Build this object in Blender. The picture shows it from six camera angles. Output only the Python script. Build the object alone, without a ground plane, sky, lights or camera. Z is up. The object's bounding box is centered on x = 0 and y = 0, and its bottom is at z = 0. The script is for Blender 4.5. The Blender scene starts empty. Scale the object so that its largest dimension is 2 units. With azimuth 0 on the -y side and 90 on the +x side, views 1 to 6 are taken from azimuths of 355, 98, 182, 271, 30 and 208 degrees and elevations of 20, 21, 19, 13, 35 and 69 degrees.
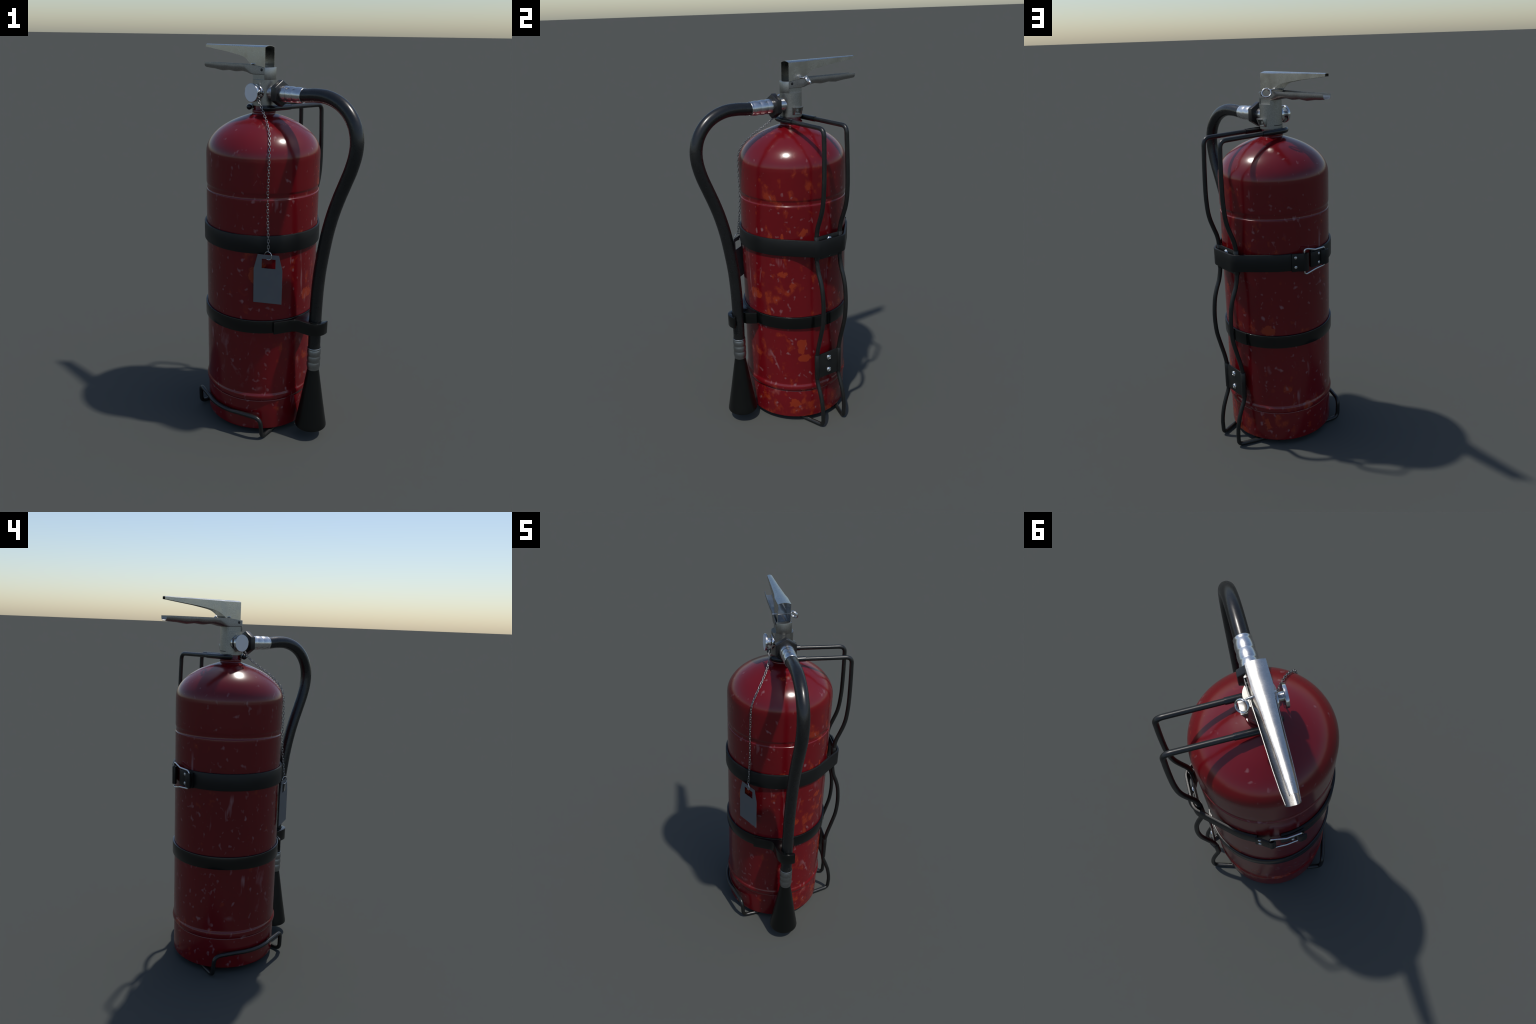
import bpy, bmesh, math, random
from math import sin, cos, pi, radians, hypot, atan2, sqrt
from mathutils import Vector, Matrix

random.seed(7)

# =====================================================================
#  MATERIAL HELPERS
# =====================================================================
def new_mat(name):
    m = bpy.data.materials.new(name)
    m.use_nodes = True
    nt = m.node_tree
    bsdf = nt.nodes["Principled BSDF"]
    return m, nt, bsdf


class N:
    """tiny node-graph helper"""
    def __init__(self, nt):
        self.nt = nt

    def node(self, kind, **kw):
        n = self.nt.nodes.new(kind)
        for k, v in kw.items():
            setattr(n, k, v)
        return n

    def link(self, a, b):
        self.nt.links.new(a, b)

    def val(self, sock, v):
        if hasattr(v, "is_output"):
            self.link(v, sock)
        else:
            sock.default_value = v

    def math(self, op, a, b=0.0, c=None, clamp=False):
        n = self.node("ShaderNodeMath", operation=op, use_clamp=clamp)
        self.val(n.inputs[0], a)
        self.val(n.inputs[1], b)
        if c is not None:
            self.val(n.inputs[2], c)
        return n.outputs[0]

    def coord(self):
        return self.node("ShaderNodeTexCoord").outputs["Object"]

    def mapping(self, vec, scale=(1, 1, 1), loc=(0, 0, 0), rot=(0, 0, 0)):
        n = self.node("ShaderNodeMapping")
        self.link(vec, n.inputs[0])
        n.inputs["Location"].default_value = loc
        n.inputs["Rotation"].default_value = rot
        n.inputs["Scale"].default_value = scale
        return n.outputs[0]

    def noise(self, vec, scale, detail=3.0, rough=0.55):
        n = self.node("ShaderNodeTexNoise")
        self.link(vec, n.inputs["Vector"])
        n.inputs["Scale"].default_value = scale
        n.inputs["Detail"].default_value = detail
        n.inputs["Roughness"].default_value = rough
        return n.outputs["Fac"]

    def ramp(self, fac, lo, hi, a=0.0, b=1.0):
        n = self.node("ShaderNodeMapRange", clamp=True)
        self.val(n.inputs[0], fac)
        for i, v in enumerate((lo, hi, a, b)):
            n.inputs[i + 1].default_value = v
        return n.outputs[0]

    def mix(self, fac, a, b):
        n = self.node("ShaderNodeMix", data_type="RGBA")
        self.val(n.inputs[0], fac)
        for s, v in ((n.inputs[6], a), (n.inputs[7], b)):
            if hasattr(v, "is_output"):
                self.link(v, s)
            else:
                s.default_value = (*v, 1.0)
        return n.outputs[2]

    def bump(self, h, strength, dist=0.001):
        n = self.node("ShaderNodeBump")
        n.inputs["Strength"].default_value = strength
        n.inputs["Distance"].default_value = dist
        self.link(h, n.inputs["Height"])
        return n.outputs[0]


def red_paint():
    m, nt, b = new_mat("red_paint")
    g = N(nt)
    co = g.coord()
    sep = g.node("ShaderNodeSeparateXYZ")
    g.link(co, sep.inputs[0])
    x, y, z = sep.outputs
    ang = g.math("ARCTAN2", y, x)                       # -pi..pi round the tank
    # snap coordinates to a coarse grid mixed with the raw ones: blotchy, slightly
    # blocky edges as on the original paint
    big = g.noise(g.mapping(co, (1, 1, 0.8)), 5.0, 2.0)
    small = g.noise(g.mapping(co, (1, 1, 0.75), (3.1, 1.7, 0.4)), 19.0, 2.4, 0.55)
    mid = g.noise(g.mapping(co, (1, 1, 0.9), (7.1, 0.3, 5.0)), 13.0, 3.0, 0.6)
    # --- rust: more on the sunny side, near the bottom, fewer on the dome
    side = g.ramp(g.math("COSINE", g.math("ADD", ang, 0.55)), -0.7, 0.9, -0.012, 0.048)
    low = g.ramp(z, 0.02, 0.24, 0.030, 0.0)
    high = g.ramp(z, 1.15, 1.60, 0.0, -0.045)
    field = g.math("ADD", g.math("MULTIPLY", small, 0.65), g.math("MULTIPLY", big, 0.35))
    field = g.math("ADD", field, g.math("ADD", side, g.math("ADD", low, high)))
    rust_a = g.ramp(field, 0.602, 0.700)
    # --- a few large rust patches: (angle deg, z, half width rad, half height)
    patch = None
    for a, pz, da, dz, s in ((-29, 0.50, .13, .085, 1.0), (-26, 0.42, .22, .035, .95), (-50, 0.93, .16, .05, .8),
                             (-28, 1.16, .16, .05, .75), (-47, 1.14, .05, .05, .8), (82, .24, .22, .05, .75),
                             (43, .70, .22, .06, .8), (-140, .93, .30, .09, .62), (-38, .86, .16, .04, .7),
                             (-80, .78, .25, .05, .62), (36, .12, .2, .09, .7), (-30, .12, .6, .08, .42)):
        # wrapped angular distance through the cosine of the difference
        dd = g.math("ARCCOSINE", g.math("MULTIPLY", g.math("COSINE", g.math("SUBTRACT", ang, radians(a))), 0.99999))
        u = g.math("DIVIDE", dd, da)
        v = g.math("DIVIDE", g.math("SUBTRACT", z, pz), dz)
        r = g.math("SQRT", g.math("ADD", g.math("MULTIPLY", u, u), g.math("MULTIPLY", v, v)))
        e = g.math("MULTIPLY", g.math("SUBTRACT", 1.0, r, clamp=True), s)
        patch = e if patch is None else g.math("MAXIMUM", patch, e)
    pf = g.math("ADD", g.math("MULTIPLY", patch, 0.55), mid)
    rust_b = g.ramp(pf, 0.69, 0.76)
    rust_b = g.math("MULTIPLY", rust_b, g.ramp(patch, 0.02, 0.06))
    rust = g.math("MULTIPLY", g.math("MAXIMUM", g.math("MULTIPLY", rust_a, 0.9), rust_b), 0.85)
    # --- pale chips (dots) and vertical runs
    chips = g.noise(g.mapping(co, (1, 1, 0.8), (11, 2, 3)), 38.0, 1.0, 0.4)
    chips = g.ramp(g.math("ADD", chips, g.math("MULTIPLY", high, 1.1)), 0.655, 0.80)
    runs = g.noise(g.mapping(co, (1, 1, 0.22), (2, 9, 4)), 26.0, 2.0, 0.5)
    rmask = g.math("MULTIPLY", g.ramp(g.noise(g.mapping(co, (1, 1, 1), (5, 5, 1)), 4.0, 1.0), 0.52, 0.62), g.ramp(z, 1.40, 1.50, 1.0, 0.0))
    runs = g.math("MULTIPLY", g.ramp(runs, 0.635, 0.74), rmask)
    # wandering hairline scratches on the lower half
    vein = g.noise(g.mapping(co, (1, 1, 0.55), (6, 1, 2)), 5.0, 1.5, 0.5)
    vein = g.ramp(g.math("ABSOLUTE", g.math("SUBTRACT", vein, 0.5)), 0.0, 0.024, 1.0, 0.0)
    vmask = g.math("MULTIPLY", g.ramp(g.noise(g.mapping(co, (1, 1, 1), (1, 8, 3)), 5.0, 1.0), 0.54, 0.62),
                   g.math("MULTIPLY", g.ramp(z, 0.12, 0.25), g.ramp(z, 0.45, 0.75, 1.0, 0.0)))
    vein = g.math("MULTIPLY", g.math("MULTIPLY", vein, vmask), g.ramp(small, 0.46, 0.66))
    runs = g.math("MAXIMUM", runs, vein)
    chips = g.math("MULTIPLY", g.math("MAXIMUM", chips, runs), 0.68)
    # --- broad tone variation
    tone = g.ramp(g.noise(g.mapping(co, (1, 1, 0.4)), 3.0, 2.0), 0.3, 0.7)
    base = g.mix(tone, (0.120, 0.0030, 0.0058), (0.145, 0.0040, 0.0075))
    col = g.mix(rust, base, (0.255, 0.0265, 0.0060))
    col = g.mix(chips, col, (0.26, 0.125, 0.135))
    g.link(col, b.inputs["Base Color"])
    rough = g.math("ADD", 0.20, g.math("ADD", g.math("MULTIPLY", rust, 0.14), g.math("MULTIPLY", chips, 0.05)))
    g.link(rough, b.inputs["Roughness"])
    b.inputs["Specular IOR Level"].default_value = 0.5
    return m


def black_mat(name, base, rough, wear=0.0, wear_col=(0.05, 0.048, 0.042), scale=120.0, spec=0.5):
    m, nt, b = new_mat(name)
    g = N(nt)
    co = g.coord()
    n = g.noise(co, scale, 4.0, 0.6)
    big = g.noise(co, scale * 0.12, 2.0)
    w = g.math("MULTIPLY", g.ramp(g.math("ADD", n, g.math("MULTIPLY", g.math("SUBTRACT", big, 0.5), 0.25)), 0.60, 0.74), wear)
    tone = g.ramp(big, 0.3, 0.7)
    c0 = g.mix(tone, tuple(c * 0.85 for c in base), tuple(c * 1.15 for c in base))
    g.link(g.mix(w, c0, wear_col), b.inputs["Base Color"])
    g.link(g.math("ADD", rough, g.math("MULTIPLY", g.math("SUBTRACT", n, 0.5), 0.18)), b.inputs["Roughness"])
    b.inputs["Specular IOR Level"].default_value = spec
    return m


def metal_mat(name, base, rough, speck=0.12, scratch=0.25, scale=160.0):
    m, nt, b = new_mat(name)
    g = N(nt)
    co = g.coord()
    n = g.noise(co, scale, 5.0, 0.65)
    bign = g.noise(co, scale * 0.1, 3.0, 0.6)
    warp = g.noise(co, 14.0, 2.0)
    # thin curved scratches: narrow iso-lines of a warped noise
    s = g.noise(g.mapping(co, (1, 1, 1), (4, 2, 8)), 22.0, 1.0)
    s = g.math("ABSOLUTE", g.math("SUBTRACT", s, 0.5))
    s = g.math("MULTIPLY", g.ramp(s, 0.0, 0.006, 1.0, 0.0), g.ramp(warp, 0.45, 0.6))
    dark = tuple(c * (1 - speck * 2.2) for c in base)
    col = g.mix(g.ramp(n, 0.32, 0.66), dark, base)
    col = g.mix(g.math("MULTIPLY", s, scratch), col, (0.75, 0.75, 0.74))
    g.link(col, b.inputs["Base Color"])
    b.inputs["Metallic"].default_value = 1.0
    r = g.math("ADD", rough, g.math("MULTIPLY", g.math("SUBTRACT", bign, 0.5), 0.22))
    r = g.math("ADD", r, g.math("MULTIPLY", g.math("SUBTRACT", n, 0.5), 0.06), clamp=True)
    g.link(r, b.inputs["Roughness"])
    return m


def plain_mat(name, base, rough, metallic=0.0, var=0.06, scale=40.0):
    m, nt, b = new_mat(name)
    g = N(nt)
    n = g.ramp(g.noise(g.coord(), scale, 3.0), 0.3, 0.7)
    g.link(g.mix(n, tuple(c * (1 - var) for c in base), tuple(min(1, c * (1 + var)) for c in base)), b.inputs["Base Color"])
    b.inputs["Roughness"].default_value = rough
    b.inputs["Metallic"].default_value = metallic
    return m


RED = red_paint()
STRAP = black_mat("rubber_strap", (0.0055, 0.0060, 0.0061), 0.42, 0.0, scale=90, spec=0.36)
BAND = black_mat("gloss_black_band", (0.0022, 0.0026, 0.0024), 0.22, 0.06, scale=100)
WIRE = black_mat("worn_black_wire", (0.0085, 0.0090, 0.0087), 0.36, 0.55, (0.060, 0.056, 0.048), scale=170)
SLEEVE = black_mat("gloss_black_sleeve", (0.0055, 0.0065, 0.0075), 0.24, 0.0, scale=80)
HOSE = black_mat("black_hose", (0.0092, 0.0096, 0.0098), 0.29, 0.12, (0.04, 0.04, 0.04), scale=60)
HORN = black_mat("black_horn", (0.0019, 0.0022, 0.0019), 0.34, 0.15, (0.02, 0.02, 0.02), scale=70, spec=0.4)
NUT = black_mat("dark_nut", (0.013, 0.0125, 0.013), 0.30, 0.2, scale=90)
HOLE = plain_mat("pin_hole_black", (0.006, 0.006, 0.006), 0.5)
CAST = metal_mat("cast_metal", (0.375, 0.372, 0.350), 0.40, 0.10, 0.45)
STEEL = metal_mat("pressed_steel", (0.56, 0.555, 0.525), 0.26, 0.05, 0.6)
GRIP = metal_mat("dark_grip_steel", (0.40, 0.39, 0.375), 0.42, 0.17, 0.25, 220.0)
CHROME = metal_mat("chrome", (0.66, 0.66, 0.66), 0.16, 0.03, 0.1)
FERRULE = metal_mat("ferrule_metal", (0.68, 0.68, 0.68), 0.27, 0.05, 0.3)
DULL = metal_mat("dull_ferrule", (0.34, 0.348, 0.348), 0.36, 0.05, 0.2, 130.0)
CHAIN = metal_mat("chain_metal", (0.34, 0.34, 0.34), 0.36, 0.10, 0.0)
DIAL = plain_mat("dial_face", (0.74, 0.74, 0.74), 0.45, 0.0, 0.015)
TAG = plain_mat("tag_metal", (0.104, 0.110, 0.118), 0.50, 0.0, 0.04, 12.0)

# =====================================================================
#  GEOMETRY HELPERS   (all coordinates in the extinguisher's own frame:
#  +X toward the wall bracket, +Y along the levers, -Y the hose, -X gauge)
# =====================================================================
ROOT = bpy.data.objects.new("fire_extinguisher", None)
bpy.context.scene.collection.objects.link(ROOT)
ROOT.location = (-0.0287, 0.0672, 0.0)
ROOT.rotation_euler = (0, 0, radians(41.0))
ROOT["label"] = "scuffed red fire extinguisher with black hose and bracket"
ROOT["category"] = "fire extinguisher"


def add_obj(name, verts, faces, mat, parent=ROOT, smooth=38, bevel=0.0, bseg=2, solid=0.0, solid_off=-1.0, kind=None):
    me = bpy.data.meshes.new(name)
    me.from_pydata([tuple(v) for v in verts], [], faces)
    me.validate()
    bm = bmesh.new()
    bm.from_mesh(me)
    bmesh.ops.remove_doubles(bm, verts=bm.verts, dist=1e-6)
    bmesh.ops.recalc_face_normals(bm, faces=bm.faces)
    if bevel:
        es = [e for e in bm.edges if len(e.link_faces) == 2 and e.calc_face_angle(0) > radians(30)]
        bmesh.ops.bevel(bm, geom=es, offset=bevel, segments=bseg, profile=0.5, affect="EDGES", clamp_overlap=True)
    bm.to_mesh(me)
    bm.free()
    me.materials.append(mat)
    return link_mesh(name, me, parent, smooth, solid, solid_off, kind)


def link_mesh(name, me, parent, smooth=38, solid=0.0, solid_off=-1.0, kind=None):
    ob = bpy.data.objects.new(name, me)
    bpy.context.scene.collection.objects.link(ob)
    if solid:
        md = ob.modifiers.new("thickness", "SOLIDIFY")
        md.thickness = solid
        md.offset = solid_off
        md.use_even_offset = True
        bpy.context.view_layer.update()
        me = bpy.data.meshes.new_from_object(ob.evaluated_get(bpy.context.evaluated_depsgraph_get()))
        ob.modifiers.clear()
        ob.data = me
    for p in me.polygons:
        p.use_smooth = True
    if smooth:
        me.set_sharp_from_angle(angle=radians(smooth))
    ob.parent = parent
    if kind:
        ob["kind"] = kind
    return ob


class Geo:
    """collects shells into one vertex / face list"""
    def __init__(self):
        self.v, self.f = [], []

    def add(self, v, f):
        o = len(self.v)
        self.v += [tuple(p) for p in v]
        self.f += [tuple(i + o for i in q) for q in f]
        return self

    def __iadd__(self, vf):
        return self.add(*vf)


def lathe(profile, axis="z", seg=96, centre=(0, 0, 0), sign=1):
    """profile of (radius, along) swept round an axis"""
    V, F = [], []
    n = len(profile)
    for k in range(seg):
        a = 2 * pi * k / seg
        c, s = cos(a), sin(a)
        for r, h in profile:
            if axis == "z":
                p = (r * c, r * s, h * sign)
            elif axis == "x":
                p = (h * sign, r * c, r * s)
            else:
                p = (r * c, h * sign, r * s)
            V.append((p[0] + centre[0], p[1] + centre[1], p[2] + centre[2]))
    for k in range(seg):
        k2 = (k + 1) % seg
        for i in range(n - 1):
            F.append((k * n + i, k2 * n + i, k2 * n + i + 1, k * n + i + 1))
    return V, F


def spline(pts, per=8):
    """centripetal-ish Catmull-Rom through the points"""
    P = [Vector(p) for p in pts]
    P = [P[0] * 2 - P[1]] + P + [P[-1] * 2 - P[-2]]
    out = []
    for i in range(1, len(P) - 2):
        p0, p1, p2, p3 = P[i - 1:i + 3]
        for j in range(per):
            t = j / per
            out.append(0.5 * ((2 * p1) + (p2 - p0) * t + (2 * p0 - 5 * p1 + 4 * p2 - p3) * t * t
                              + (3 * p1 - p0 - 3 * p2 + p3) * t ** 3))
    out.append(P[-2].copy())
    return out


def fillet(pts, rad, seg=8):
    """polyline with rounded corners; rad a number or one per inner point"""
    P = [Vector(p) for p in pts]
    out = [P[0]]
    for i in range(1, len(P) - 1):
        r = rad[i - 1] if isinstance(rad, (list, tuple)) else rad
        a, b = (P[i - 1] - P[i]), (P[i + 1] - P[i])
        la, lb = a.length, b.length
        a.normalize(); b.normalize()
        th = a.angle(b)
        if th > pi - 0.02 or r <= 0:
            out.append(P[i]); continue
        d = min(r / math.tan(th / 2), la * 0.49, lb * 0.49)
        for k in range(seg + 1):
            t = k / seg
            p, q = P[i] + a * d, P[i] + b * d
            out.append((1 - t) ** 2 * p + 2 * t * (1 - t) * P[i] + t * t * q)
    out.append(P[-1])
    return out


def resample(path, step):
    L = [0.0]
    for a, b in zip(path, path[1:]):
        L.append(L[-1] + (b - a).length)
    n = max(2, int(round(L[-1] / step)))
    out, j = [], 0
    for k in range(n + 1):
        s = L[-1] * k / n
        while j < len(L) - 2 and L[j + 1] < s:
            j += 1
        t = (s - L[j]) / max(1e-9, L[j + 1] - L[j])
        out.append(path[j].lerp(path[j + 1], min(1, max(0, t))))
    return out


def tube(path, rad, seg=16, closed=False, round_caps=False):
    P = [Vector(p) for p in path]
    n = len(P)
    R = rad if isinstance(rad, (list, tuple)) else [rad] * n
    if round_caps and not closed:
        # grow hemispherical ends
        d0, d1 = (P[0] - P[1]).normalized(), (P[-1] - P[-2]).normalized()
        a, b = [], []
        for k in range(1, 6):
            t = k / 5 * pi / 2 * 0.985
            a.append((P[0] + d0 * (R[0] * sin(t)), R[0] * cos(t)))
            b.append((P[-1] + d1 * (R[-1] * sin(t)), R[-1] * cos(t)))
        P = [q for q, _ in reversed(a)] + P + [q for q, _ in b]
        R = [q for _, q in reversed(a)] + list(R) + [q for _, q in b]
        n = len(P)
    T = []
    for i in range(n):
        if closed:
            t = P[(i + 1) % n] - P[i - 1]
        else:
            t = P[min(i + 1, n - 1)] - P[max(i - 1, 0)]
        T.append(t.normalized())
    up = Vector((0, 0, 1)) if abs(T[0].z) < 0.9 else Vector((1, 0, 0))
    nrm = (up - T[0] * up.dot(T[0])).normalized()
    V, F = [], []
    for i in range(n):
        if i:
            ax = T[i - 1].cross(T[i])
            if ax.length > 1e-8:
                nrm = Matrix.Rotation(T[i - 1].angle(T[i]), 3, ax.normalized()) @ nrm
            nrm = (nrm - T[i] * nrm.dot(T[i])).normalized()
        bn = T[i].cross(nrm)
        for k in range(seg):
            a = 2 * pi * k / seg
            V.append(P[i] + (nrm * cos(a) + bn * sin(a)) * R[i])
    m = n if closed else n - 1
    for i in range(m):
        j = (i + 1) % n
        for k in range(seg):
            k2 = (k + 1) % seg
            F.append((i * seg + k, i * seg + k2, j * seg + k2, j * seg + k))
    if not closed:
        F.append(tuple(range(seg))[::-1])
        F.append(tuple(range((n - 1) * seg, n * seg)))
    return V, F


def band(path, th, z0, z1, closed=False, bev=0.0025):
    """flat strip standing on edge: plan path (x, y) is its INNER line, th outward
    (to the right of travel is negative normal, so give paths counter-clockwise)"""
    P = [Vector((p[0], p[1], 0)) for p in path]
    n = len(P)
    prof = [(0, z0 + bev * .4), (bev * .4, z0), (th - bev, z0), (th - bev * .3, z0 + bev * .3), (th, z0 + bev),
            (th, z1 - bev), (th - bev * .3, z1 - bev * .3), (th - bev, z1), (bev * .4, z1), (0, z1 - bev * .4)]
    m = len(prof)
    V, F = [], []
    for i in range(n):
        if closed:
            a, b = P[i] - P[i - 1], P[(i + 1) % n] - P[i]
        else:
            a = P[i] - P[i - 1] if i else P[1] - P[0]
            b = P[i + 1] - P[i] if i < n - 1 else P[-1] - P[-2]
        a.normalize(); b.normalize()
        t = (a + b).normalized()
        nr = Vector((t.y, -t.x, 0))                     # outward for ccw travel
        k = 1.0 / max(0.5, t.dot(a))
        for o, z in prof:
            q = P[i] + nr * (o * k)
            V.append((q.x, q.y, z))
    for i in range(n if closed else n - 1):
        j = (i + 1) % n
        for k in range(m):
            k2 = (k + 1) % m
            F.append((i * m + k, j * m + k, j * m + k2, i * m + k2))
    if not closed:
        F.append(tuple(range(m)))
        F.append(tuple(range((n - 1) * m, n * m))[::-1])
    return V, F


def prism(poly, z0, z1):
    n = len(poly)
    V = [(x, y, z0) for x, y in poly] + [(x, y, z1) for x, y in poly]
    F = [tuple(range(n))[::-1], tuple(range(n, 2 * n))]
    F += [(i, (i + 1) % n, n + (i + 1) % n, n + i) for i in range(n)]
    return V, F


def box(c, s):
    x, y, z = c
    a, b, h = s[0] / 2, s[1] / 2, s[2] / 2
    return prism([(x - a, y - b), (x + a, y - b), (x + a, y + b), (x - a, y + b)], z - h, z + h)


def arc(r, a0, a1, step=2.0):
    n = max(2, int(abs(a1 - a0) / step))
    return [(r * cos(radians(a0 + (a1 - a0) * k / n)), r * sin(radians(a0 + (a1 - a0) * k / n))) for k in range(n + 1)]


def lerp_table(tab, x):
    if x <= tab[0][0]:
        return tab[0][1]
    for (a, u), (b, v) in zip(tab, tab[1:]):
        if x <= b:
            t = (x - a) / (b - a)
            return u + (v - u) * t
    return tab[-1][1]


# =====================================================================
#  TANK
# =====================================================================
R = 0.2902
prof = [(0.0, 0.034), (0.20, 0.030), (0.268, 0.024), (0.278, 0.0245), (0.284, 0.0275), (0.2882, 0.033), (0.2888, 0.040),
        (0.2890, 0.12), (0.2890, 0.198), (0.2883, 0.2015), (0.2872, 0.2035), (0.2882, 0.2055), (0.2915, 0.2085), (0.2945, 0.213),
        (0.2968, 0.220), (0.2975, 0.228), (0.2968, 0.235), (0.2948, 0.241), (0.2920, 0.2455), (0.2906, 0.249), (R, 0.253)]
prof += [(R, 0.25 + 0.01 + i * 0.095) for i in range(11)]
prof += [(R, 1.290), (R, 1.3040), (0.2899, 1.3052), (0.2888, 1.3063), (0.2872, 1.3074), (0.2863, 1.3090), (0.2862, 1.3180),
         (0.2862, 1.3265), (0.2866, 1.3295), (0.2878, 1.3325), (0.2893, 1.3360), (0.2900, 1.3395), (R, 1.3440), (R, 1.37), (R, 1.44), (R, 1.478)]
dome = [(0.2902, 1.4850), (0.2884, 1.5060), (0.2830, 1.5265), (0.2738, 1.5460), (0.2602, 1.5660), (0.2430, 1.5855),
        (0.2218, 1.6040), (0.1955, 1.6220), (0.1640, 1.6400), (0.1240, 1.6575), (0.0840, 1.6715), (0.0590, 1.6795)]
ds = spline([(r, 0, z) for r, z in dome], 5)
prof += [(p.x, p.z) for p in ds]
g = Geo()
g += lathe(prof, seg=160)
tank = add_obj("tank", g.v, g.f, RED, smooth=32)

g = Geo()
g += lathe([(0.040, 1.672), (0.0575, 1.673), (0.0590, 1.6745), (0.0592, 1.681), (0.0575, 1.6835), (0.0575, 1.6855), (0.0590, 1.6880),
            (0.0590, 1.6940), (0.0575, 1.6960), (0.0525, 1.6970), (0.0510, 1.6990), (0.0510, 1.7260), (0.040, 1.7265)], seg=72)
add_obj("neck", g.v, g.f, RED, tank, smooth=40)

# =====================================================================
#  VALVE
# =====================================================================
def clipped_circle(r, xmax=9, ymin=-9, ymax=9, n=96):
    out = []
    for k in range(n):
        a = 2 * pi * (k + 0.5) / n
        x, y = r * cos(a), r * sin(a)
        out.append((max(-xmax, min(xmax, x)), max(ymin, min(ymax, y))))
    # drop repeats
    res = []
    for p in out:
        if not res or hypot(p[0] - res[-1][0], p[1] - res[-1][1]) > 1e-5:
            res.append(p)
    return res


RV = 0.0580
g = Geo()
g += prism(clipped_circle(RV), 1.7195, 1.7415)
nb = 120
def valve_section(xmax):
    return [(max(-xmax, min(xmax, (RV - 0.0006) * cos(2 * pi * (k + .5) / nb))), (RV - 0.0006) * sin(2 * pi * (k + .5) / nb)) for k in range(nb)]
V, F = [], []
levels = ((1.7405, 1.0), (1.8420, 1.0), (1.8425, 0.0375), (1.8660, 0.0375))
for zz, xm in levels:
    V += [(x, y, zz) for x, y in valve_section(xm)]
for j in range(3):
    for k in range(nb):
        F.append((j * nb + k, j * nb + (k + 1) % nb, (j + 1) * nb + (k + 1) % nb, (j + 1) * nb + k))
F += [tuple(range(nb))[::-1], tuple(range(3 * nb, 4 * nb))]
g += (V, F)
valve = add_obj("valve_body", g.v, g.f, CAST, smooth=40)
# thin wall standing behind the lever
g = Geo()
wall = [((RV - 0.0004) * cos(radians(a)), (RV - 0.0004) * sin(radians(a))) for a in range(-136, -43, 4)]
g += prism(wall + [(0.0400, -0.0355), (-0.0400, -0.0355)], 1.8420, 1.9000)
add_obj("valve_wall", g.v, g.f, CAST, valve, bevel=0.0008)
# narrow slit low on the front
g = Geo()
a0 = radians(90)
slit = []
for k in range(9):
    a = a0 + radians(-24 + 48 * k / 8)
    slit.append(((RV + 0.0002) * cos(a), (RV + 0.0002) * sin(a)))
g += band(list(reversed(slit)), -0.0022, 1.7365, 1.7395, bev=0.0002)
add_obj("slit", g.v, g.f, HOLE, valve)

# boss with a square eye on the bracket side
g = Geo()
yo, yi = 0.0270, 0.0175
for s in (-1, 1):
    V = [(0.044, s * yi, 1.772), (0.0745, s * yi, 1.772), (0.0590, s * yi, 1.733), (0.044, s * yi, 1.733),
         (0.044, s * yo, 1.772), (0.0745, s * yo, 1.772), (0.0590, s * yo, 1.733), (0.044, s * yo, 1.733)]
    g += (V, [(0, 1, 2, 3), (7, 6, 5, 4), (0, 4, 5, 1), (1, 5, 6, 2), (2, 6, 7, 3), (3, 7, 4, 0)])
g += box((0.0592, 0, 1.7695), (0.0300, 0.0352, 0.0045))
g += box((0.0545, 0, 1.7365), (0.0120, 0.0352, 0.0065))
g += lathe([(0.0, 0.0600), (0.0075, 0.0600), (0.0085, 0.0590), (0.0085, 0.052), (0, 0.052)], "x", 24, (0, 0, 1.752))
add_obj("boss", g.v, g.f, CAST, valve, bevel=0.0006)

# ---------------- carrying lever: folded sheet channel ----------------
lev_w = [(-0.033, 0.0343), (0.055, 0.0343), (0.068, 0.0333), (0.085, 0.0308), (0.111, 0.0275), (0.25, 0.0196), (0.417, 0.0125)]
lev_b = [(-0.033, 1.868), (0.045, 1.872), (0.056, 1.895), (0.062, 1.906), (0.069, 1.914), (0.080, 1.9225), (0.092, 1.930), (0.105, 1.9375),
         (0.120, 1.9440), (0.140, 1.9490), (0.170, 1.9540), (0.235, 1.9638), (0.320, 1.9735), (0.400, 1.9830), (0.417, 1.9845)]
ys = [-0.033, -0.01, 0.01, 0.03, 0.045] + [0.05 + 0.007 * i for i in range(20)] + [0.20 + 0.02 * i for i in range(11)] + [0.409, 0.417]
V, F = [], []
for y in ys:
    w = lerp_table(lev_w, y)
    zb = lerp_table(lev_b, y)
    ztop = 1.9995
    crown = 0.0072 * min(1.0, w / 0.034) + 0.0005
    row = []
    edge = ztop - crown
    for k in range(6):
        row.append((-w, zb + (edge - zb) * k / 5))
    for k in range(1, 12):
        t = -1 + 2 * k / 12
        row.append((w * t, ztop - crown * t * t))
    for k in range(5, -1, -1):
        row.append((w, zb + (edge - zb) * k / 5))
    m = len(row)
    V += [(x, y, z) for x, z in row]
for i in range(len(ys) - 1):
    for k in range(m - 1):
        F.append((i * m + k, i * m + k + 1, (i + 1) * m + k + 1, (i + 1) * m + k))
lever = add_obj("carrying_lever", V, F, STEEL, valve, smooth=24, solid=0.0018, solid_off=-1.0)

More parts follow.
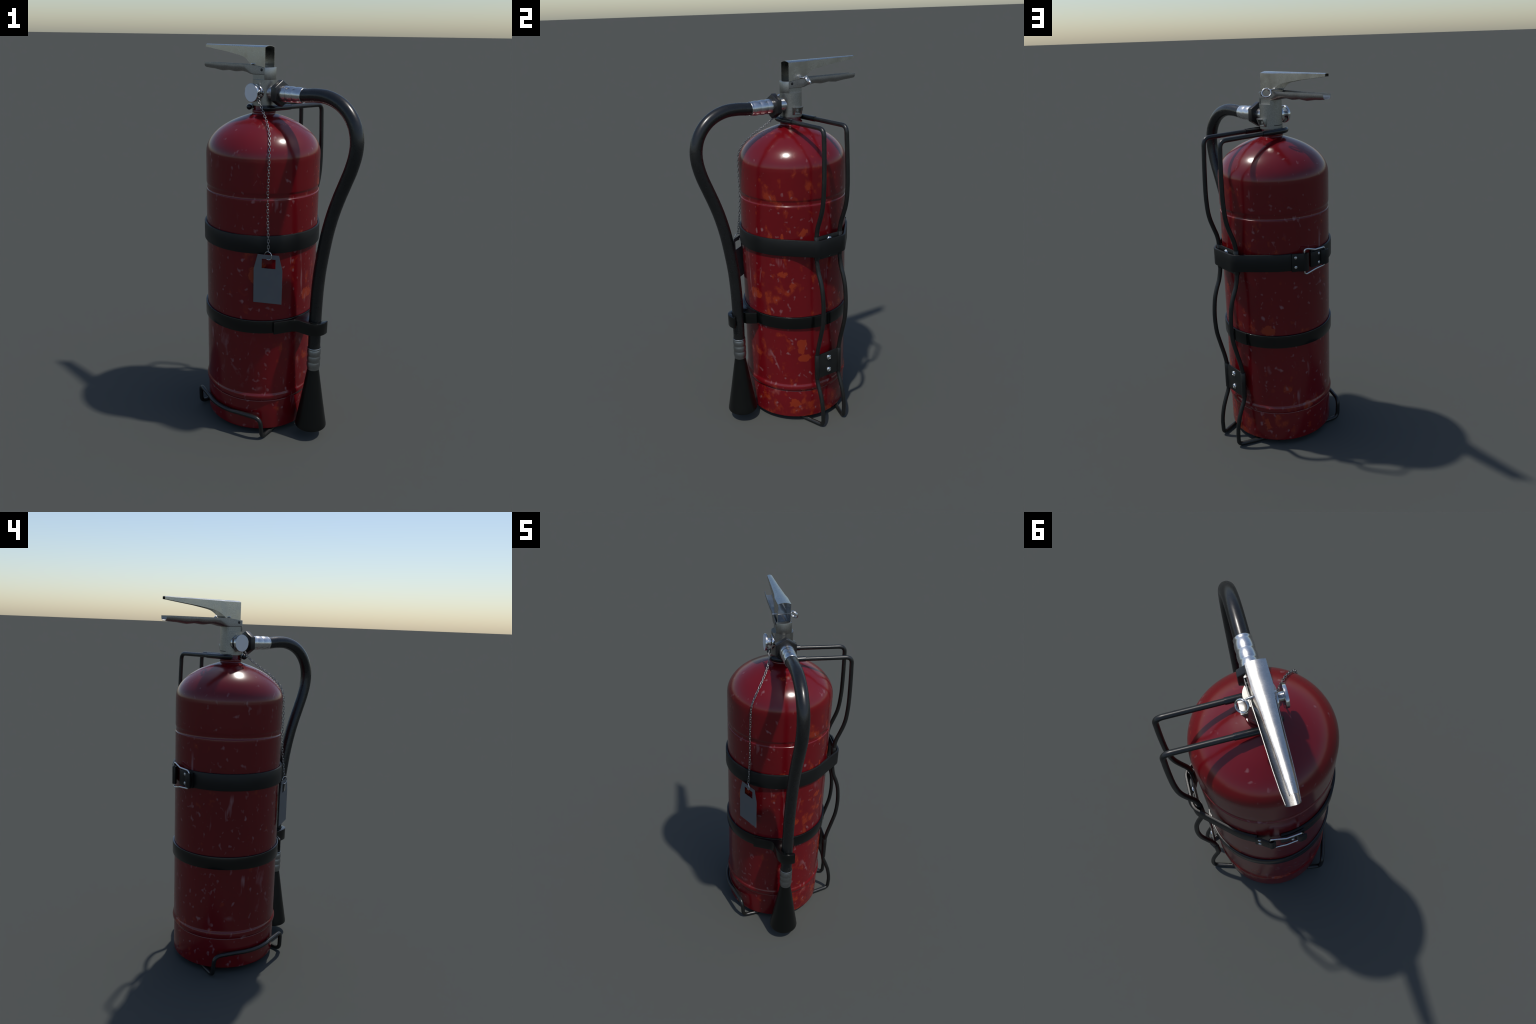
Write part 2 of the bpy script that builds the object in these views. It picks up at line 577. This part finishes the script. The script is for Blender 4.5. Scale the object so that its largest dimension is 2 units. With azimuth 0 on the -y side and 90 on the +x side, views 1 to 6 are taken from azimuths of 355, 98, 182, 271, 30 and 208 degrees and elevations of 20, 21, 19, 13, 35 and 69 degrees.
# ---------------- squeeze handle: trough with finger waves ----------------
hw = [(-0.040, 0.0400), (0.070, 0.0405), (0.13, 0.0378), (0.20, 0.0356), (0.30, 0.0325), (0.37, 0.0285), (0.395, 0.0262), (0.4165, 0.0240)]
hb = [(-0.040, 1.8700), (-0.034, 1.8672), (0.020, 1.8655), (0.055, 1.8650), (0.072, 1.8662), (0.090, 1.8692), (0.115, 1.8740), (0.140, 1.8778), (0.160, 1.8755),
      (0.188, 1.8718), (0.215, 1.8742), (0.240, 1.8778), (0.262, 1.8748), (0.290, 1.8720), (0.318, 1.8755), (0.345, 1.8790), (0.38, 1.8805),
      (0.403, 1.8825), (0.426, 1.8840)]
ht = [(-0.040, 1.8940), (-0.034, 1.8975), (0.0, 1.9030), (0.05, 1.9085), (0.393, 1.9085), (0.426, 1.9080)]


def handle_row(y):
    w, zb, zt = lerp_table(hw, y), lerp_table(hb, y), lerp_table(ht, y)
    rc = min(w * 0.85, (zt - zb) * 0.72) * lerp_table([(0.045, 0.10), (0.10, 1.0)], y)
    row = [(-w, zt), (-w, zt - (zt - zb - rc) * 0.5)]
    for k in range(9):
        a = pi + (pi / 2) * k / 8
        row.append((-w + rc + rc * cos(a), zb + rc + rc * sin(a)))
    row.append((0, zb))
    row += [(-x, z) for x, z in reversed(row[:-1])]
    return row


ys = [-0.040, -0.037, -0.034] + [-0.03 + 0.01 * i for i in range(45)] + [0.4165]
ys = sorted(set([y for y in ys if y < 0.417]))
g = Geo()
V, F = [], []
rows = [handle_row(y) for y in ys]
m = len(rows[0])
for y, row in zip(ys, rows):
    V += [(x, y, z) for x, z in row]
for i in range(len(ys) - 1):
    for k in range(m - 1):
        # fork end: no floor where it straddles the valve
        if ys[i + 1] < 0.062 and 10 <= k <= m - 12:
            continue
        F.append((i * m + k, (i + 1) * m + k, (i + 1) * m + k + 1, i * m + k + 1))
handle = add_obj("squeeze_handle", V, F, GRIP, valve, smooth=40, solid=0.0022, solid_off=0.0)
# pivot pin (dark heads both sides)
for s in (-1, 1):
    g = Geo()
    g += lathe([(0, 0.0432), (0.0050, 0.0430), (0.0070, 0.0422), (0.0075, 0.0405), (0.0075, 0.030), (0, 0.030)], "x", 24, (0, -0.0185, 1.8884), s)
    add_obj("pivot_pin", g.v, g.f, HOLE, valve)

# safety pin with split ring
g = Geo()
pinpath = [(-0.0445, 0.0450, 1.9130), (0.0, 0.0450, 1.9128), (0.038, 0.0452, 1.9125), (0.050, 0.047, 1.9135)]
g += tube(spline(pinpath, 5), 0.0042, 14, round_caps=True)
add_obj("safety_pin", g.v, g.f, CHROME, valve)
rc = Vector((0.0705, 0.0610, 1.9015))
axis = Vector((0.60, 0.55, 0.58)).normalized()
u = axis.cross(Vector((0, 0, 1))).normalized()
v = u.cross(axis).normalized()
pin_end = Vector((0.050, 0.047, 1.9135))
a_start = atan2((pin_end - rc).dot(v), (pin_end - rc).dot(u))
ring = []
for k in range(81):
    a = 2 * pi * 2.0 * k / 80 + a_start
    ring.append(rc + (u * cos(a) + v * sin(a)) * 0.0228 + axis * (0.0085 * (k / 80 - 0.5)))
ring.insert(0, pin_end)
g = Geo()
g += tube(ring[0:], 0.0034, 10, round_caps=True)
add_obj("pull_ring", g.v, g.f, CHROME, valve)

# ---------------- pressure gauge ----------------
GZ = 1.7823
g = Geo()
g += lathe([(0, 0.040), (0.0385, 0.040), (0.0395, 0.0415), (0.0395, 0.0565), (0.0385, 0.0585), (0.0250, 0.0600), (0.0205, 0.0615), (0.0190, 0.0640),
            (0.0190, 0.0785), (0.0200, 0.0795), (0.0425, 0.0798), (0.0440, 0.0810), (0.0445, 0.0825), (0.0445, 0.0915), (0.0440, 0.0930), (0.0428, 0.0936),
            (0.0424, 0.0930), (0, 0.0930)], "x", 64, (0, 0, GZ), -1)
gauge = add_obj("pressure_gauge", g.v, g.f, CHROME, valve, smooth=35)
g = Geo()
g += lathe([(0, 0.0938), (0.0415, 0.0938), (0.0421, 0.0933), (0.0421, 0.0920), (0, 0.0920)], "x", 64, (0, 0, GZ), -1)
add_obj("gauge_dial", g.v, g.f, DIAL, valve, smooth=35)
# small eye under the gauge stem for the chain
g = Geo()
eye = [(-0.072 + 0.000, -0.028 + 0.0075 * cos(2 * pi * k / 24), 1.7560 + 0.0075 * sin(2 * pi * k / 24)) for k in range(24)]
g += tube(eye, 0.0020, 8, closed=True)
g += tube([(-0.072, -0.014, 1.772), (-0.072, -0.0235, 1.7605)], 0.0024, 8)
add_obj("chain_eye", g.v, g.f, CHAIN, valve)

# =====================================================================
#  HOSE
# =====================================================================
HZ = 1.7823
hose_pts = [(-0.235, 1.7823), (-0.275, 1.7838), (-0.330, 1.7880), (-0.395, 1.7850), (-0.460, 1.7650), (-0.513, 1.7290), (-0.552, 1.6770), (-0.5705, 1.615),
            (-0.5690, 1.552), (-0.5505, 1.481), (-0.5215, 1.408), (-0.4893, 1.329), (-0.4605, 1.246), (-0.4352, 1.150), (-0.4155, 1.044), (-0.4000, 0.936),
            (-0.3915, 0.828), (-0.3880, 0.720), (-0.3878, 0.620), (-0.3885, 0.500)]
path = resample(spline([(0, y, z) for y, z in hose_pts], 10), 0.008)
g = Geo()
g += tube(path, 0.0318, 40)
hose = add_obj("hose", g.v, g.f, HOSE, smooth=60)

g = Geo()      # stub between valve and nut
g += lathe([(0, 0.034), (0.0330, 0.034), (0.0335, 0.0345), (0.0335, 0.097), (0, 0.097)], "y", 48, (0, 0, HZ), -1)
add_obj("hose_stub", g.v, g.f, FERRULE, hose)

g = Geo()      # hexagonal nut, corner up
hexa = []
rn = 0.0630
V = []
for yy, rr in ((0.0930, rn * 0.95), (0.0955, rn), (0.1210, rn), (0.1240, rn * 0.94)):
    for k in range(6):
        a = pi / 2 + k * pi / 3
        V.append((rr * cos(a), -yy, HZ + rr * sin(a)))
F = [tuple(range(6)), tuple(range(18, 24))[::-1]]
for j in range(3):
    for k in range(6):
        F.append((j * 6 + k, j * 6 + (k + 1) % 6, (j + 1) * 6 + (k + 1) % 6, (j + 1) * 6 + k))
add_obj("hose_nut", V, F, NUT, hose, smooth=20, bevel=0.0012)


def ribbed(length, r0, r1, n=3, steps=42, ribs=0.0026):
    out = []
    for k in range(steps + 1):
        t = k / steps
        r = r0 + (r1 - r0) * t
        # pinched crimps between full swells
        ph = t * n
        r += ribs * (abs(sin(pi * ph)) ** 0.75 - 0.6)
        out.append((r, t * length))
    return out


g = Geo()
pr = [(0.030, 0.118), (0.0345, 0.1185)] + [(r, 0.120 + h) for r, h in ribbed(0.124, 0.0378, 0.0356)] + [(0.0352, 0.2520), (0.0350, 0.2555), (0.0340, 0.2565), (0.0310, 0.2560)]
g += lathe(pr, "y", 56, (0, 0, HZ), -1)
add_obj("hose_ferrule", g.v, g.f, FERRULE, hose, smooth=50)

NX, NY = 0.0000, -0.3888
g = Geo()
pr = [(0.0308, 0.5215), (0.0338, 0.5235), (0.0350, 0.5220), (0.0354, 0.516)]
pr += [(0.0348 + 0.0028 * (abs(sin(pi * t * 3)) ** 0.8 - 0.6), 0.513 - 0.104 * t) for t in [k / 40 for k in range(41)]]
pr += [(0.0335, 0.404), (0.0320, 0.398), (0.028, 0.397)]
g += lathe(pr, "z", 56, (NX, NY, 0))
add_obj("hose_ferrule", g.v, g.f, DULL, hose, smooth=50)
g = Geo()
pr = [(0.0, 0.405), (0.0295, 0.405), (0.0305, 0.398), (0.0430, 0.318), (0.0612, 0.200), (0.0760, 0.110), (0.0820, 0.0745), (0.0836, 0.0635), (0.0832, 0.0590),
      (0.0814, 0.0570), (0.0775, 0.0572), (0.0755, 0.062), (0.060, 0.160), (0.030, 0.350), (0.0, 0.37)]
g += lathe(pr, "z", 72, (NX, NY, 0))
add_obj("discharge_horn", g.v, g.f, HORN, hose, smooth=35)

# =====================================================================
#  WALL BRACKET  (two bent wires, sleeves, plates, screws, foot loop)
# =====================================================================
WR = 0.0115
YL = 0.0765
bow = [(0.3680, 1.670), (0.3705, 1.640), (0.3725, 1.600), (0.3750, 1.520), (0.3760, 1.440), (0.3740, 1.385), (0.3695, 1.335), (0.3600, 1.290), (0.3430, 1.2430),
       (0.3260, 1.2000), (0.3175, 1.1600), (0.3160, 1.1200), (0.3160, 1.0500), (0.3185, 1.0080), (0.3310, 0.9640), (0.3490, 0.9190), (0.3635, 0.8720), (0.3715, 0.8190),
       (0.3750, 0.7500), (0.3690, 0.6680), (0.3500, 0.5900), (0.3300, 0.5160), (0.3190, 0.4600), (0.3160, 0.4200), (0.3160, 0.3300), (0.3200, 0.2880), (0.3390, 0.2400),
       (0.3570, 0.1880), (0.3680, 0.1350), (0.3720, 0.0850)]
bracket = None
for s in (-1, 1):
    top = fillet([(0.100, s * 0.0710, 1.7085), (0.3680, s * 0.0705, 1.7040), (0.3705, s * 0.0710, 1.635)], 0.036, 8)[:-1]
    bowz = [(x - (0.0015 if z < 1.0 else 0.0), z - (0.011 if 0.10 < z < 1.0 else 0.0)) for x, z in bow[1:]]
    mid = spline([(x, s * (YL if z < 1.36 else 0.0710 + (YL - 0.0710) * (1.64 - z) / 0.28), z) for x, z in bowz], 6)
    bot = fillet([(0.3720, s * YL, 0.085), (0.3680, s * 0.0750, WR), (0.2480, s * 0.1130, WR), (-0.120, s * 0.2270, WR), (-0.2320, s * 0.2440, WR),
                  (-0.2400, s * 0.2400, 0.1255), (-0.2650, s * 0.1640, 0.1265), (-0.2860, s * 0.1000, 0.1270)], [0.026, 0.06, 0.1, 0.032, 0.044, 0.10], 8)[1:]
    # the foot loop continues along the tank to the middle
    loop = [Vector((-0.3045 * cos(a), s * 0.3045 * sin(a), 0.1270)) for a in [radians(16 - 16 * k / 8) for k in range(9)]]
    path = resample(top + mid + bot + loop, 0.006)
    g = Geo()
    g += tube(path, WR, 16)
    o = add_obj("bracket_wire", g.v, g.f, WIRE, bracket or ROOT, smooth=60)
    if bracket is None:
        bracket = o
        o.name = "wall_bracket"
    # fork sleeve gripping the neck
    sl = spline([(-0.0565, s * 0.0475, 1.7098), (-0.045, s * 0.0585, 1.7098), (-0.025, s * 0.0675, 1.7096), (0.0, s * 0.0708, 1.7094), (0.050, s * 0.0712, 1.7090), (0.115, s * 0.0710, 1.7083)], 8)
    g = Geo()
    g += tube(sl[:-1], 0.0140, 20, round_caps=False)
    # ball end
    d = (sl[0] - sl[1]).normalized()
    ends = [(sl[0] + d * (0.0140 * sin(t)), 0.0140 * cos(t)) for t in [k / 6 * pi / 2 * 0.99 for k in range(7)]]
    g += tube([q for q, _ in ends], [r for _, r in ends], 20)
    g += tube([sl[-2], sl[-1]], [0.0140, 0.0137], 20)
    add_obj("fork_sleeve", g.v, g.f, SLEEVE, bracket, smooth=50)

for zc, hh in ((1.0830, 0.0640), (0.3735, 0.0750)):
    g = Geo()
    g += box((0.3205, 0, zc), (0.0060, 2 * YL, 2 * hh))
    add_obj("bracket_plate", g.v, g.f, WIRE, bracket, bevel=0.0008)
    for s in (-1, 1):
        g = Geo()
        g += lathe([(0.0110, zc - hh), (0.0134, zc - hh), (0.0140, zc - hh + 0.0008), (0.0140, zc + hh - 0.0008), (0.0134, zc + hh), (0.0110, zc + hh)], "z", 24, (0.3162, s * YL, 0))
        add_obj("plate_wrap", g.v, g.f, WIRE, bracket)
    for sz in (-0.0395, 0.0395):
        g = Geo()
        g += lathe([(0, 0.316), (0.0150, 0.316), (0.0155, 0.3200), (0.0145, 0.3235), (0.0115, 0.3265), (0.0075, 0.3283), (0.0042, 0.3290), (0.0038, 0.3284), (0.0030, 0.3262), (0, 0.3260)],
                   "x", 32, (0.004, 0, zc + sz))
        add_obj("screw", g.v, g.f, CHROME, bracket, smooth=45)


# =====================================================================
#  UPPER STRAP with draw buckle
# =====================================================================
def hull2d(pts):
    pts = sorted(set(pts))
    def half(ps):
        h = []
        for p in ps:
            while len(h) > 1 and (h[-1][0] - h[-2][0]) * (p[1] - h[-2][1]) - (h[-1][1] - h[-2][1]) * (p[0] - h[-2][0]) <= 0:
                h.pop()
            h.append(p)
        return h
    a, b = half(pts), half(pts[::-1])
    return a[:-1] + b[:-1]


ST = 0.0105
RI = 0.2915
cloud = [(RI * cos(radians(a)), RI * sin(radians(a))) for a in range(0, 360, 2)]
for s in (-1, 1):
    cloud += [(0.2885 + 0.0500 * cos(radians(a)), s * 0.0600 + 0.0500 * sin(radians(a))) for a in range(0, 360, 3)]
hl = hull2d([(round(x, 6), round(y, 6)) for x, y in cloud])
# subdivide and cut open at the buckle, from 88 deg round counter-clockwise to 83 deg (+360)
dense = []
for a, b in zip(hl, hl[1:] + hl[:1]):
    n = max(1, int(hypot(b[0] - a[0], b[1] - a[1]) / 0.009))
    dense += [(a[0] + (b[0] - a[0]) * k / n, a[1] + (b[1] - a[1]) * k / n) for k in range(n)]
dense = [(((math.degrees(atan2(y, x)) - 88.0) % 360.0), x, y) for x, y in dense]
dense = sorted(d for d in dense if d[0] < 341.5)
g = Geo()
g += band([(x, y) for _, x, y in dense], ST, 1.0415, 1.1315)
strap = add_obj("upper_strap", g.v, g.f, STRAP, smooth=40)


def pol(a, r, z):
    return (r * cos(radians(a)), r * sin(radians(a)), z)


# strap-end plate folded into a roll
ends = [pol(a, r, 0)[:2] for a, r in ((66.8, .3012), (69, .3020), (72, .3045), (75, .3100), (77.5, .3155), (79.5, .3185), (81.2, .3185), (82.2, .3150), (82.5, .3100), (82.0, .3060), (80.8, .3030), (78.5, .3015))]
g = Geo()
g += band(ends[:8], 0.0075, 1.0370, 1.1320, bev=0.0012)
g += tube([pol(79.6, .3170, 1.0370), pol(79.6, .3170, 1.1320)], 0.0118, 20)
add_obj("buckle_plate", g.v, g.f, STRAP, strap, smooth=40)
g = Geo()
g += band([pol(a, r, 0)[:2] for a, r in ((87.6, .3005), (88.6, .3030), (90.5, .3035), (93, .3035), (96, .3035), (100.0, .3035), (104, .3035), (107, .3030))], 0.0080, 1.0415, 1.1230, bev=0.0012)
add_obj("buckle_plate", g.v, g.f, STRAP, strap, smooth=40)
g = Geo()      # lever lip that the wire hooks on
g += band([pol(a, r, 0)[:2] for a, r in ((101.2, .3100), (101.5, .3150), (101.9, .3210), (102.7, .3245), (104.4, .3252), (106.8, .3245))], 0.0090, 1.0440, 1.1215, bev=0.0015)
add_obj("buckle_lip", g.v, g.f, STRAP, strap, smooth=40)
for a, r, zz in ((70.4, .3105, 1.1115), (70.4, .3105, 1.0605), (97.0, .3112, 1.1070), (97.0, .3112, 1.0590)):
    g = Geo()
    g += lathe([(0, -0.002), (0.0080, -0.002), (0.0082, 0.0010), (0.0070, 0.0026), (0.0045, 0.0036), (0.0028, 0.0036), (0.0022, 0.0028), (0, 0.0028)], "x", 20, (r, 0, zz))
    rot = Matrix.Rotation(radians(a), 3, "Z")
    g.v = [rot @ Vector(p) for p in g.v]
    add_obj("rivet", g.v, g.f, FERRULE, strap, smooth=45)
wp = [pol(79.0, .3175, 1.0850), pol(78.6, .3170, 1.1560), pol(91.0, .3180, 1.1370), pol(103.4, .3195, 1.1330), pol(104.2, .3195, 1.1050)]
wq = [(x, y, 2 * 1.0850 - z) for x, y, z in reversed(wp)]
wire = fillet(wp + wq[:-1] + [wp[0]], 0.009, 6)
g = Geo()
g += tube(fillet(wp, 0.016, 8) + fillet(wq, 0.016, 8)[0:], 0.0046, 12)
add_obj("buckle_wire", g.v, g.f, CHROME, strap, smooth=60)

# =====================================================================
#  LOWER STRAP with hose clip
# =====================================================================
g = Geo()
g += band(arc(0.2908, 0, 358, 2.0), 0.0095, 0.6095, 0.6795, closed=True)
lower = add_obj("lower_strap", g.v, g.f, BAND, smooth=40)
for a0, a1 in ((-14.6, -0.6), (1.2, 17.2)):
    g = Geo()
    g += band(arc(0.3000, a0, a1, 2.0), 0.0035, 0.6105, 0.6785, bev=0.001)
    add_obj("strap_clasp", g.v, g.f, BAND, lower, smooth=40)
# hose clip: one moulded block lying on the strap, hollowed for the hose, open on one side
outside = spline([(x, y, 0) for x, y in ((-0.178, -0.2640), (-0.140, -0.2810), (-0.105, -0.2975), (-0.082, -0.3080), (-0.0690, -0.3260), (-0.0640, -0.3560), (-0.0590, -0.3880),
                                         (-0.0480, -0.4170), (-0.0290, -0.4360), (-0.0040, -0.4440), (0.0180, -0.4435), (0.0365, -0.4395))], 5)
clip = [(p.x, p.y) for p in outside]
clip += [(0.0352, -0.4250), (0.0230, -0.4190)]
HR = 0.0332                                            # hollow round the hose
clip += [(HR * cos(radians(a)), -0.3895 + HR * sin(radians(a))) for a in range(-58, -300, -11)]
clip += [(0.0270, -0.3500), (0.0605, -0.3035), (0.0560, -0.2945)]
clip += [(0.2975 * cos(radians(a)), 0.2975 * sin(radians(a))) for a in range(-82, -122, -4)]
clip += [(-0.1690, -0.2530)]
g = Geo()
g += prism(clip, 0.6105, 0.6765)
add_obj("hose_clip", g.v, g.f, BAND, lower, smooth=30, bevel=0.0012)

# =====================================================================
#  CHAIN, RING AND TAG
# =====================================================================
cpts = [(-0.0740, -0.0310, 1.7470), (-0.0740, -0.0480, 1.7250), (-0.0830, -0.0760, 1.6930), (-0.0990, -0.1080, 1.6660), (-0.1310, -0.1580, 1.6260), (-0.1670, -0.1990, 1.5770),
        (-0.1875, -0.2175, 1.5340), (-0.1950, -0.2240, 1.4770), (-0.1960, -0.2240, 1.4160), (-0.1972, -0.2225, 1.3550), (-0.1965, -0.2235, 1.2620), (-0.1990, -0.2290, 1.1800), (-0.2030, -0.2370, 1.1100), (-0.2065, -0.2415, 1.0590)]
cp = spline(cpts, 24)
PITCH = 0.0146
cp = resample(cp, PITCH)
# stadium-shaped link, length along local X
Ls, Wd, wr = 0.0050, 0.0047, 0.0014
lp = []
for k in range(12):
    a = -pi / 2 + pi * k / 11
    lp.append((Ls + Wd * cos(a), Wd * sin(a), 0))
for k in range(12):
    a = pi / 2 + pi * k / 11
    lp.append((-Ls + Wd * cos(a), Wd * sin(a), 0))
LV, LF = tube(lp, wr, 7, closed=True)
link_me = None
chain_parent = None
for i, (a, b) in enumerate(zip(cp, cp[1:])):
    mid = (a + b) / 2
    t = (b - a).normalized()
    out = Vector((mid.x, mid.y, 0)).normalized()
    if mid.z > 1.5:
        out = (out + Vector((0, 0, 0.8))).normalized()
    n0 = (out - t * out.dot(t)).normalized()
    b0 = t.cross(n0)
    ph = radians(12 + 90 * (i % 2)) + random.uniform(-0.25, 0.25)
    n = n0 * cos(ph) + b0 * sin(ph)
    bb = t.cross(n)
    M = Matrix((t, bb, n)).transposed().to_4x4()
    M.translation = mid
    if link_me is None:
        o = add_obj("chain", LV, LF, CHAIN, ROOT, smooth=60)
        link_me = o.data
        chain_parent = o
        base_m = M.copy()
        # the first link is the chain's root: bake its placement into a copy of the mesh
        me0 = link_me.copy()
        me0.transform(M)
        o.data = me0
        continue
    o = bpy.data.objects.new("chain_link", link_me)
    bpy.context.scene.collection.objects.link(o)
    o.parent = chain_parent
    o.matrix_basis = M

tl, tr = Vector((-0.2440, -0.1815, 0)), Vector((-0.1695, -0.3035, 0))
ud = (tr - tl).normalized()
nd = Vector((ud.y, -ud.x, 0))          # faces away from the tank
if nd.dot(tl) < 0:
    nd = -nd
W = (tr - tl).length
ZB, ZS, ZT = 0.7878, 0.9665, 1.0420
outer = [(0, ZB), (W, ZB), (W, ZS), (W - 0.0190, ZT), (0.0190, ZT), (0, ZS)]
hole = [(0.0395, 0.9715), (0.1085, 0.9715), (0.1085, 1.0205), (0.0395, 1.0205)]
TH = 0.0024
V = []
for off in (0, TH):
    for uu, zz in outer + hole:
        p = tl + ud * uu + nd * (off - TH / 2)
        V.append((p.x, p.y, zz))
F = []
front = [(0, 1, 7, 6), (1, 2, 7), (2, 8, 7), (2, 3, 8), (3, 4, 9, 8), (4, 5, 9), (5, 6, 9), (5, 0, 6)]
F += front + [tuple(i + 10 for i in reversed(f)) for f in front]
F += [(i, (i + 1) % 6, (i + 1) % 6 + 10, i + 10) for i in range(6)]
F += [(6 + i, 6 + i + 10, 6 + (i + 1) % 4 + 10, 6 + (i + 1) % 4) for i in range(4)]
tag = add_obj("inspection_tag", V, F, TAG, smooth=30)
rcen = tl + ud * (W * 0.5) + Vector((0, 0, 1.0385)) + nd * 0.002
ra = (ud * 0.92 + nd * 0.38).normalized()
rp = [rcen + (ra * cos(2 * pi * k / 40) + Vector((0, 0, 1)) * sin(2 * pi * k / 40)) * 0.0205 for k in range(40)]
g = Geo()
g += tube(rp, 0.0019, 10, closed=True)
add_obj("tag_ring", g.v, g.f, CHROME, tag, smooth=60)
